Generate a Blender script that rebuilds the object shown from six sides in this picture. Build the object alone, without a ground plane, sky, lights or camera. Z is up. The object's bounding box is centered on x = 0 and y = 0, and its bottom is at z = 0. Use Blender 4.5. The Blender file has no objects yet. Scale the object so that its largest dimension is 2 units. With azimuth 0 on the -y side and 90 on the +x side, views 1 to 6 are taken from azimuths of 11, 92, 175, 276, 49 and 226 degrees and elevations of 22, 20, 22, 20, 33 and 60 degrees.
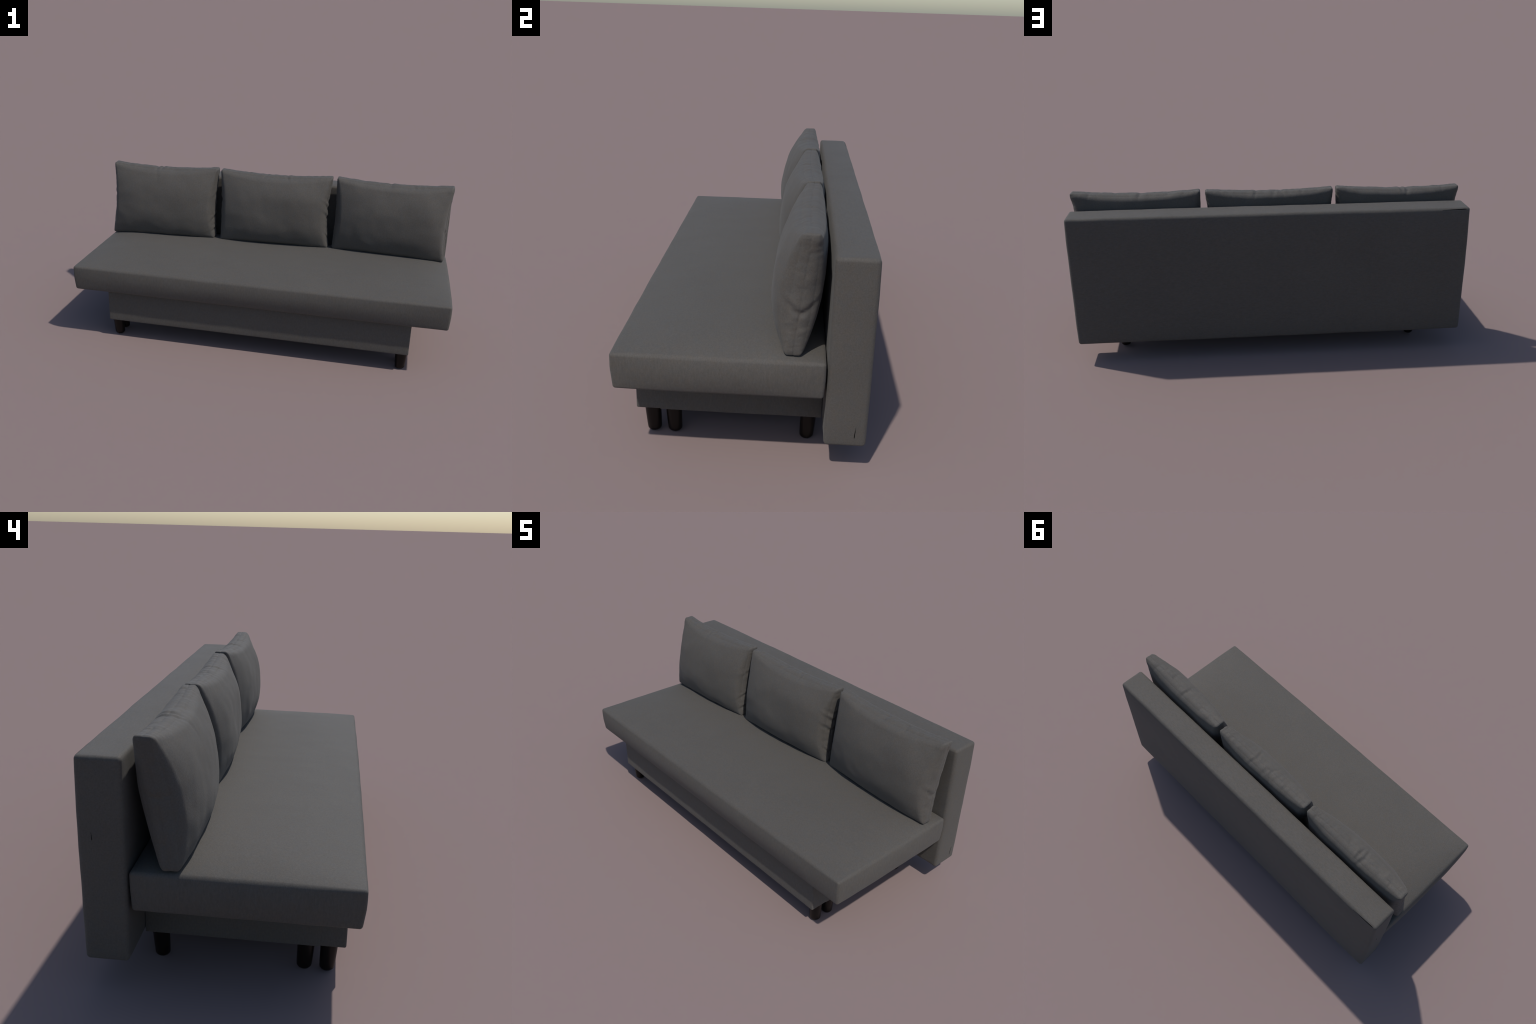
import bpy, math, random
import numpy as np
from mathutils import Vector, noise

# ----------------------------------------------------------------------------
# A three-seat armless sofa bed: mattress-like seat on a recessed storage base,
# slab backrest behind it, three loose-looking back cushions, six short legs.
# x = width, -y = front, z = up, metres.
# ----------------------------------------------------------------------------


# ------------------------------------------------------------------ materials
def node(nt, kind, **inputs):
    n = nt.nodes.new(kind)
    for k, v in inputs.items():
        if k in n.inputs:
            n.inputs[k].default_value = v
        else:
            setattr(n, k, v)
    return n


def fabric(name, base, grain_axis=(1.0, 1.0, 1.0), bump=0.25, seed=0.0):
    """Woven grey upholstery: mottled melange yarn, soft tonal patches, fine weave bump."""
    m = bpy.data.materials.new(name)
    m.use_nodes = True
    nt = m.node_tree
    nt.nodes.clear()
    out = node(nt, "ShaderNodeOutputMaterial")
    b = node(nt, "ShaderNodeBsdfPrincipled")
    b.inputs["Roughness"].default_value = 0.75
    b.inputs["Specular IOR Level"].default_value = 0.3
    b.inputs["Sheen Weight"].default_value = 0.06
    b.inputs["Sheen Roughness"].default_value = 0.6
    nt.links.new(b.outputs[0], out.inputs[0])
    tc = node(nt, "ShaderNodeTexCoord")
    mp = node(nt, "ShaderNodeMapping")
    mp.inputs["Location"].default_value = (seed, seed * 1.7, seed * 0.6)
    nt.links.new(tc.outputs["Object"], mp.inputs[0])
    st = node(nt, "ShaderNodeMapping")
    st.inputs["Scale"].default_value = grain_axis
    nt.links.new(mp.outputs[0], st.inputs[0])
    # broad patches
    n1 = node(nt, "ShaderNodeTexNoise", Scale=5.0, Detail=3.0, Roughness=0.5)
    nt.links.new(mp.outputs[0], n1.inputs["Vector"])
    # melange yarn streaks
    n2 = node(nt, "ShaderNodeTexNoise", Scale=170.0, Detail=4.0, Roughness=0.65)
    nt.links.new(st.outputs[0], n2.inputs["Vector"])
    # yarn speckle
    n3 = node(nt, "ShaderNodeTexNoise", Scale=330.0, Detail=2.0, Roughness=0.6)
    nt.links.new(mp.outputs[0], n3.inputs["Vector"])
    # hue drift (slightly warm to slightly cool)
    n4 = node(nt, "ShaderNodeTexNoise", Scale=45.0, Detail=4.0, Roughness=0.7)
    nt.links.new(mp.outputs[0], n4.inputs["Vector"])

    def ramp(src, lo, hi, a=0.3, c=0.7):
        r = node(nt, "ShaderNodeMapRange")
        r.inputs["From Min"].default_value = a
        r.inputs["From Max"].default_value = c
        r.inputs["To Min"].default_value = lo
        r.inputs["To Max"].default_value = hi
        nt.links.new(src, r.inputs["Value"])
        return r.outputs[0]

    def mul(a, c):
        x = node(nt, "ShaderNodeMath", operation="MULTIPLY")
        nt.links.new(a, x.inputs[0])
        nt.links.new(c, x.inputs[1])
        return x.outputs[0]

    tone = mul(mul(ramp(n1.outputs[0], 0.975, 1.025), ramp(n2.outputs[0], 0.89, 1.11)), ramp(n3.outputs[0], 0.90, 1.10))
    hue = node(nt, "ShaderNodeMix", data_type="RGBA")
    warm = (base[0] * 1.03, base[1] * 1.0, base[2] * 0.965, 1)
    cool = (base[0] * 0.97, base[1] * 1.0, base[2] * 1.035, 1)
    hue.inputs[6].default_value, hue.inputs[7].default_value = cool, warm
    nt.links.new(ramp(n4.outputs[0], 0.0, 1.0, 0.35, 0.65), hue.inputs[0])
    sc = node(nt, "ShaderNodeVectorMath", operation="SCALE")
    nt.links.new(hue.outputs[2], sc.inputs[0])
    nt.links.new(tone, sc.inputs["Scale"])
    nt.links.new(sc.outputs[0], b.inputs["Base Color"])
    # weave relief
    bm = node(nt, "ShaderNodeBump", Strength=bump, Distance=0.0012)
    add = node(nt, "ShaderNodeMath", operation="ADD")
    nt.links.new(n2.outputs[0], add.inputs[0])
    nt.links.new(n3.outputs[0], add.inputs[1])
    nt.links.new(add.outputs[0], bm.inputs["Height"])
    nt.links.new(bm.outputs[0], b.inputs["Normal"])
    return m


def plain(name, colour, rough, spec=0.5, grain=0.1):
    m = bpy.data.materials.new(name)
    m.use_nodes = True
    nt = m.node_tree
    b = nt.nodes["Principled BSDF"]
    b.inputs["Roughness"].default_value = rough
    b.inputs["Specular IOR Level"].default_value = spec
    tc = node(nt, "ShaderNodeTexCoord")
    mp = node(nt, "ShaderNodeMapping")
    mp.inputs["Scale"].default_value = (60, 60, 8)
    nt.links.new(tc.outputs["Object"], mp.inputs[0])
    n = node(nt, "ShaderNodeTexNoise", Scale=1.0, Detail=3.0)
    nt.links.new(mp.outputs[0], n.inputs["Vector"])
    mx = node(nt, "ShaderNodeMix", data_type="RGBA")
    mx.inputs[6].default_value = tuple(c * (1 - grain) for c in colour) + (1,)
    mx.inputs[7].default_value = tuple(c * (1 + grain) for c in colour) + (1,)
    nt.links.new(n.outputs[0], mx.inputs[0])
    nt.links.new(mx.outputs[2], b.inputs["Base Color"])
    return m


GREY = (0.0765, 0.0692, 0.0608)
M_SEAT = fabric("grey_seat_fabric", GREY, (1.0, 1.0, 0.30), 0.3, 0.0)
M_BACK = fabric("grey_back_fabric", GREY, (0.35, 1.0, 1.0), 0.3, 3.0)
M_BASE = fabric("grey_base_fabric", GREY, (1.0, 1.0, 0.5), 0.3, 7.0)
M_CUSH = fabric("grey_cushion_fabric", GREY, (1.0, 1.0, 1.0), 0.25, 11.0)
M_LEG = plain("dark_brown_lacquered_wood", (0.0068, 0.0046, 0.0037), 0.36, 0.25, 0.15)
M_GAP = plain("near_black_sliver", (0.003, 0.003, 0.003), 0.95, 0.0, 0.1)


# ------------------------------------------------------------------- geometry
def cube_grid(nx, ny, nz):
    """Unit cube surface [-1,1]^3 as a quad grid with shared vertices."""
    index, verts, faces = {}, [], []

    def vid(i, j, k):
        key = (i, j, k)
        if key not in index:
            index[key] = len(verts)
            verts.append((2 * i / nx - 1, 2 * j / ny - 1, 2 * k / nz - 1))
        return index[key]

    for i in range(nx):
        for j in range(ny):
            faces.append((vid(i, j, 0), vid(i, j + 1, 0), vid(i + 1, j + 1, 0), vid(i + 1, j, 0)))
            faces.append((vid(i, j, nz), vid(i + 1, j, nz), vid(i + 1, j + 1, nz), vid(i, j + 1, nz)))
    for i in range(nx):
        for k in range(nz):
            faces.append((vid(i, 0, k), vid(i + 1, 0, k), vid(i + 1, 0, k + 1), vid(i, 0, k + 1)))
            faces.append((vid(i, ny, k), vid(i, ny, k + 1), vid(i + 1, ny, k + 1), vid(i + 1, ny, k)))
    for j in range(ny):
        for k in range(nz):
            faces.append((vid(0, j, k), vid(0, j, k + 1), vid(0, j + 1, k + 1), vid(0, j + 1, k)))
            faces.append((vid(nx, j, k), vid(nx, j + 1, k), vid(nx, j + 1, k + 1), vid(nx, j, k + 1)))
    return np.array(verts), faces


def add_object(name, verts, faces, mat, parent, smooth=True, origin=(0, 0, 0)):
    me = bpy.data.meshes.new(name)
    o = np.array(origin)
    me.from_pydata([tuple(v) for v in (np.asarray(verts) - o)], [], faces)
    me.materials.append(mat)
    if smooth:
        me.polygons.foreach_set("use_smooth", [True] * len(me.polygons))
    me.update()
    ob = bpy.data.objects.new(name, me)
    ob.location = origin
    bpy.context.scene.collection.objects.link(ob)
    ob.parent = parent
    return ob


def round_box(q, half, r):
    """q in [-1,1]^3 -> rounded box of given half sizes and edge radius (scalars or arrays)."""
    p = q * half
    inner = np.clip(p, -(half - r), half - r)
    d = p - inner
    L = np.linalg.norm(d, axis=1, keepdims=True)
    L[L == 0] = 1
    # keep flat faces flat: distance to the box measured by max-norm
    m = np.max(np.abs(d), axis=1, keepdims=True)
    return inner + d / L * m


def rim_grid(n, half, r, rim=5):
    """1-D positions in [-1,1]: dense in the last r of each end, even between."""
    inner = 1 - r / half
    edge = np.linspace(0, 1, rim + 1)[1:]
    a = np.linspace(-inner, inner, n + 1)
    return np.concatenate([-(inner + (1 - inner) * edge)[::-1], a, inner + (1 - inner) * edge])


def snoise(P, scale, seed):
    return np.array([noise.noise(Vector((float(a) * scale + seed, float(b) * scale - seed, float(c) * scale + 0.37 * seed))) for a, b, c in P])


def padded_block(name, lo, hi, r, bulge, mat, parent, cell=0.02, wobble=0.0012, seed=1.0, rim=4, extra=None):
    """Upholstered slab: rounded box whose faces swell by bulge=(-x,+x,-y,+y,-z,+z)."""
    lo, hi = np.array(lo), np.array(hi)
    c, half = (lo + hi) / 2, (hi - lo) / 2
    g = [rim_grid(max(4, int(2 * h / cell)), h, r, rim) for h in half]
    q, faces = cube_grid(*[len(a) - 1 for a in g])
    idx = [np.rint((q[:, i] + 1) / 2 * (len(g[i]) - 1)).astype(int) for i in range(3)]
    q = np.stack([g[i][idx[i]] for i in range(3)], axis=1)
    p = round_box(q, half, r)
    n = p / half
    for ax in range(3):
        o = [a for a in range(3) if a != ax]
        shape = (1 - np.abs(n[:, o[0]]) ** 3) * (1 - np.abs(n[:, o[1]]) ** 2.2)
        shape = np.clip(shape, 0, 1)
        side = np.clip((np.abs(n[:, ax]) - 0.3) / 0.7, 0, 1)
        amt = np.where(n[:, ax] > 0, bulge[2 * ax + 1], bulge[2 * ax]) * shape * side
        p[:, ax] += np.sign(n[:, ax]) * amt
    if extra is not None:
        p = extra(p, n)
    if wobble:
        p = p + np.stack([snoise(p, 7.0, seed + 13 * i) for i in range(3)], axis=1) * wobble
        p = p + np.stack([snoise(p, 24.0, seed + 5 + 13 * i) for i in range(3)], axis=1) * wobble * 0.45
    return add_object(name, p + c, faces, mat, parent)


# ---------------------------------------------------------------------- sofa
sofa = bpy.data.objects.new("sofa_bed", None)
bpy.context.scene.collection.objects.link(sofa)
sofa["label"] = "dark grey armless fabric sofa bed with three cushions"
sofa["category"] = "sofa"



def seat_crown(p, n):
    """The mattress top is crowned: highest along the middle, easing to the rims."""
    shape = np.clip(1 - np.abs(n[:, 0]) ** 10, 0, 1) * np.clip(1 - np.abs(n[:, 1]) ** np.where(n[:, 1] > 0, 5.0, 2.4), 0, 1)
    p[:, 2] += 0.032 * shape * np.clip((n[:, 2] - 0.2) / 0.8, 0, 1)
    # the cover draws in toward the underside
    tuck = np.clip(-n[:, 2] + 0.1, 0, 1.1) / 1.1
    p[:, 0] -= np.sign(n[:, 0]) * 0.004 * tuck * np.clip((np.abs(n[:, 0]) - 0.9) / 0.1, 0, 1)
    p[:, 1] -= np.where(n[:, 1] < 0, -0.0075, 0.004) * tuck * np.clip((np.abs(n[:, 1]) - 0.8) / 0.2, 0, 1)
    return p


def back_swell(p, n):
    """Rear of the backrest bows outward, a little more at the -x end."""
    shape = np.clip(1 - np.abs(n[:, 0]) ** 12, 0, 1) * np.clip(1 - np.abs(n[:, 2]) ** 5, 0, 1)
    amount = 0.0105 + 0.007 * np.clip((-n[:, 0] - 0.2) / 0.5, 0, 1)
    p[:, 1] += amount * shape * np.clip((n[:, 1] - 0.2) / 0.8, 0, 1)
    return p


# seat mattress
padded_block("seat_mattress", (-0.986, -0.427, 0.284), (0.987, 0.277, 0.417), 0.011,
             (0.012, 0.012, 0.009, 0.002, 0.004, 0.0), M_SEAT, sofa, seed=2.0, extra=seat_crown)

# backrest slab
padded_block("backrest", (-0.993, 0.283, 0.107), (0.981, 0.423, 0.776), 0.014,
             (0.006, 0.005, 0.006, 0.0, 0.004, 0.003), M_BACK, sofa, seed=9.0, extra=back_swell)

# storage base in two pieces: pull-out front and the fixed box behind it
padded_block("drawer_front", (-0.811, -0.386, 0.104), (0.808, -0.290, 0.292), 0.006,
             (0, 0, 0.001, 0, 0, 0), M_BASE, sofa, wobble=0.0007, seed=17.0)
padded_block("storage_box", (-0.8118, -0.300, 0.1035), (0.8088, 0.2805, 0.2915), 0.002,
             (0, 0, 0, 0, 0, 0), M_BASE, sofa, wobble=0.0007, seed=23.0)


# ---------------------------------------------------------------------- legs
def leg_mesh(sx, sy):
    """Tapered round peg: inner sides upright, outer sides sloping in; softened foot."""
    profile = [(0.130, 0.0295, 0.0), (0.106, 0.0292, 0.0), (0.055, 0.0275, 0.5), (0.016, 0.0258, 0.9),
               (0.009, 0.0250, 0.95), (0.003, 0.0205, 1.0), (0.0, 0.0140, 1.0)]
    seg, verts, faces = 28, [], []
    for z, rad, k in profile:
        for s in range(seg):
            a = 2 * math.pi * s / seg
            verts.append((rad * math.cos(a) - sx * 0.0045 * k, rad * math.sin(a) - sy * 0.0045 * k, z))
    for i in range(len(profile) - 1):
        for s in range(seg):
            t = (s + 1) % seg
            faces.append((i * seg + s, (i + 1) * seg + s, (i + 1) * seg + t, i * seg + t))
    faces.append(tuple(range(seg)))
    faces.append(tuple((len(profile) - 1) * seg + s for s in reversed(range(seg))))
    return verts, faces


for sx in (-1, 1):
    for y, sy in ((-0.332, -1), (-0.256, -1), (0.236, 1)):
        v, f = leg_mesh(sx, sy)
        at = np.array((sx * 0.779 - 0.0015, y, 0.0))
        add_object("leg", np.array(v) + at, f, M_LEG, sofa, origin=tuple(at))


# ------------------------------------------------------------------- cushions
def creases(t, d, items):
    """Sum of soft crease valleys/ridges: t runs along the edge, d is distance from it (0..)."""
    h = np.zeros_like(t)
    for pos, width, reach, depth, slant in items:
        x = (t - pos - slant * d) / width
        h += depth * (np.exp(-x * x) - 0.55 * np.exp(-(x - 1.7) ** 2)) * np.exp(-(d / reach) ** 2)
    return h


def make_cushion(x0, x1, corner, front_bulge, back_bulge, sag, pinch, skew, rng, special, name="back_cushion"):
    """
    corner: dict of the four rim corners tl,tr,bl,br -> (x, y, z) of the rim centre.
    The body is a pillow: boxy 6 cm rim at the corners, swelling to the middle.
    """
    nx, ny, nz = 150, 26, 104
    q, faces = cube_grid(nx, ny, nz)
    # denser lines near the rim
    u = np.sin(q[:, 0] * math.pi / 2 * 0.80) / math.sin(math.pi / 2 * 0.80)
    v = np.sin(q[:, 2] * math.pi / 2 * 0.80) / math.sin(math.pi / 2 * 0.80)
    w = q[:, 1]
    half = np.array([(x1 - x0) / 2, 1.0, 0.212])
    su, sv = 1 - u ** 2, 1 - v ** 2
    rim = 0.029 + 0.015 * su * v ** 2 + 0.021 * sv * u ** 2
    vs = v + 0.01 * (1 - v * v)
    us = u - skew * (1 - u * u)
    swell = np.clip(1 - np.abs(us) ** 2.6, 0, 1) ** 0.85 * np.clip(1 - np.abs(vs) ** 2.2, 0, 1) ** 0.9
    front = rim + front_bulge * swell
    # lower part of the back sheet curls forward, the upper part lies on the backrest
    back = rim + back_bulge * (1 - np.abs(u) ** 3.5) * (1 - np.abs(v) ** 2.0)
    T = np.where(w < 0, front, back)
    r = 0.012 + 0.026 * su * v ** 2 + 0.034 * sv * u ** 2 + 0.024 * su * sv
    hs = np.stack([np.full_like(u, half[0]), T, np.full_like(u, half[2])], axis=1)
    p = round_box(np.stack([u, w, v], axis=1), hs, r[:, None])
    un, vn = p[:, 0] / half[0], p[:, 2] / half[2]
    # rim outline: bilinear quad through the four corners, with drawn-in edges
    s, t = (un + 1) / 2, (vn + 1) / 2
    tl, tr, bl, br = (np.array(corner[k]) for k in ("tl", "tr", "bl", "br"))
    quad = (bl[None] * ((1 - s) * (1 - t))[:, None] + br[None] * (s * (1 - t))[:, None]
            + tl[None] * ((1 - s) * t)[:, None] + tr[None] * (s * t)[:, None])
    out = quad.copy()
    out[:, 1] += p[:, 1] - 0.008 * su * np.clip(vn, 0, 1) ** 3
    a, b = 1 - np.abs(un) ** 2, 1 - np.abs(vn) ** 1.7
    out[:, 2] -= np.where(vn > 0, sag[0] * a * np.clip(vn, 0, 1) ** 3, -sag[1] * a * np.clip(-vn, 0, 1) ** 3)
    out[:, 0] += np.where(un < 0, pinch[0] * b * np.clip(-un, 0, 1) ** 3, -pinch[1] * b * np.clip(un, 0, 1) ** 3)
    # ---- wrinkles: displace along an approximate outward normal
    nrm = np.stack([np.sign(un) * np.abs(un) ** 10, np.sign(w) * np.clip(np.abs(p[:, 1]) / np.maximum(T, 1e-4), 0, 1) ** 3, np.sign(vn) * np.abs(vn) ** 8], axis=1)
    nrm /= np.maximum(np.linalg.norm(nrm, axis=1, keepdims=True), 1e-3)
    # surface distance from each seam (seam runs round the rim at w = 0)
    dtop = (1 - vn) * half[2] + np.abs(p[:, 1])
    dbot = (1 + vn) * half[2] + np.abs(p[:, 1])
    dleft = (1 + un) * half[0] + np.abs(p[:, 1])
    dright = (1 - un) * half[0] + np.abs(p[:, 1])
    X, Z = un * half[0], vn * half[2]
    fr = w < 0.02
    disp = np.zeros_like(u)

    def random_items(count, span, depth, reach):
        return [(rng.uniform(-span, span), rng.uniform(0.008, 0.026), rng.uniform(0.4, 1.0) * reach,
                 -depth * rng.uniform(0.35, 1.0), rng.uniform(-0.3, 0.3)) for _ in range(count)]

    near = lambda d, k: np.clip(1 - d / k, 0, 1)
    for mask in (fr, ~fr):
        m = mask.astype(float)
        disp += m * creases(X, dtop, random_items(4, 0.27, 0.0022, 0.085)) * (dtop < 0.3)
        disp += m * creases(Z, dright, random_items(3, 0.15, 0.0020, 0.075)) * (dright < 0.3)
        disp += m * creases(Z, dleft, random_items(4, 0.15, 0.0016, 0.06)) * (dleft < 0.3)
        disp += m * creases(X, dbot, random_items(5, 0.27, 0.0018, 0.05)) * (dbot < 0.3)
    for edge, items in special.items():
        d, along = {"top": (dtop, X), "right": (dright, Z), "left": (dleft, Z)}[edge]
        disp += creases(along, d, items) * (d < 0.35)
    # fine irregular puckers fading away from the sewn edges
    def pucker(along, d, amount, fade, kk):
        P = np.stack([along, d * 0.22, np.sign(w + 1e-6) * 0.11], axis=1)
        return amount * (snoise(P, 62.0, kk) + 0.6 * snoise(P, 140.0, kk + 3)) * np.exp(-(d / fade) ** 2)
    disp += pucker(X, dtop, 0.0011, 0.085, rng.uniform(0, 40)) + pucker(Z, dright, 0.0012, 0.075, rng.uniform(0, 40))
    disp += pucker(Z, dleft, 0.0011, 0.06, rng.uniform(0, 40)) + pucker(X, dbot, 0.0010, 0.05, rng.uniform(0, 40))
    # broad unevenness of the filling
    k = rng.uniform(0, 50)
    disp += snoise(out, 6.5, k) * 0.0055 * np.clip(swell * 1.5, 0, 1) + snoise(out, 17.0, k + 9) * 0.0016
    # sewn rim: narrow groove along the seam
    seam = np.exp(-(p[:, 1] / 0.0026) ** 2)
    disp -= 0.0012 * seam * (np.maximum(np.abs(un), np.abs(vn)) > 0.9)
    out += nrm * disp[:, None]
    # backrest plane and seat plane hold the cushion
    out[:, 1] = np.minimum(out[:, 1], 0.2785)
    low = 0.424
    out[:, 2] = np.where(out[:, 2] < low, low + (out[:, 2] - low) * 0.1, out[:, 2])
    ctr = ((x0 + x1) / 2, 0.19, 0.63)
    return add_object(name, out, faces, M_CUSH, sofa, origin=ctr)


make_cushion(-0.985, -0.352,
             dict(tl=(-0.987, 0.223, 0.842), tr=(-0.347, 0.224, 0.849), bl=(-0.985, 0.150, 0.426), br=(-0.352, 0.157, 0.443)),
             0.075, 0.038, (0.0145, 0.0), (0.012, 0.010), 0.0, random.Random(11),
             {"top": [(-0.055, 0.009, 0.10, -0.0040, 0.15), (-0.020, 0.008, 0.075, -0.0034, -0.1)],
              "right": [(-0.075, 0.010, 0.07, -0.004, -0.4), (-0.15, 0.010, 0.05, -0.004, -0.3), (0.06, 0.014, 0.06, -0.003, -0.4)],
              "left": [(0.02, 0.012, 0.06, -0.003, 0.2)]})
make_cushion(-0.325, 0.313,
             dict(tl=(-0.334, 0.222, 0.846), tr=(0.318, 0.226, 0.849), bl=(-0.320, 0.155, 0.440), br=(0.315, 0.180, 0.440)),
             0.074, 0.038, (0.0145, 0.0), (0.005, 0.018), 0.06, random.Random(23),
             {"top": [(0.06, 0.009, 0.07, -0.0028, 0.2), (-0.05, 0.007, 0.06, -0.0018, -0.3)],
              "right": [(-0.035, 0.011, 0.07, -0.006, 0.5), (0.02, 0.010, 0.08, -0.0045, 0.5), (0.06, 0.012, 0.07, -0.003, 0.4), (-0.155, 0.008, 0.05, -0.004, 0.6)],
              "left": [(0.04, 0.014, 0.06, -0.005, -0.2)]})
make_cushion(0.342, 0.972,
             dict(tl=(0.338, 0.224, 0.850), tr=(0.982, 0.210, 0.850), bl=(0.336, 0.183, 0.440), br=(0.967, 0.166, 0.428)),
             0.074, 0.040, (0.0145, 0.0), (0.006, 0.009), 0.10, random.Random(37),
             {"top": [(-0.02, 0.010, 0.06, -0.003, 0.1)],
              "right": [(-0.065, 0.014, 0.07, -0.0045, 0.5), (-0.10, 0.012, 0.04, -0.002, -0.3)]})


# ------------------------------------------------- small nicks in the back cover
def nick(start, end, width, out_dir, across, depth=0.004):
    """A narrow lens-shaped near-black sliver, standing a hair proud of the cloth."""
    a, b = np.array(start), np.array(end)
    o, c = np.array(out_dir, float), np.array(across, float)
    n, verts, faces = 14, [], []
    cover = bpy.data.objects["backrest"]
    for i in range(n + 1):
        t = i / n
        w = width * (t ** 1.2) * (1 - t) ** 0.35 * 1.5
        m = a + (b - a) * t
        hit, spot, normal, _ = cover.closest_point_on_mesh(Vector(m))
        m = np.array(spot)
        for side, push in ((-1, 0.0), (0, 1.0), (1, 0.0)):
            verts.append(m + c * side * w / 2 + o * (0.0002 + 0.0008 * push))
        verts.append(m - o * depth)
    for i in range(n):
        k = 4 * i
        for p, q in ((0, 1), (1, 2), (2, 3), (3, 0)):
            faces.append((k + p, k + q, k + 4 + q, k + 4 + p))
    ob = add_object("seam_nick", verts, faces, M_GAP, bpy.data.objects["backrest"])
    return ob


nick((-0.850, 0.4260, 0.7690), (-0.976, 0.4240, 0.7720), 0.0062, (0, 0.86, 0.51), (0, -0.51, 0.86))
nick((0.9885, 0.386, 0.190), (0.9880, 0.383, 0.142), 0.0042, (1, 0, 0), (0, 1, 0))
nick((-0.998, 0.379, 0.545), (-0.998, 0.377, 0.520), 0.0030, (-1, 0, 0), (0, 1, 0))
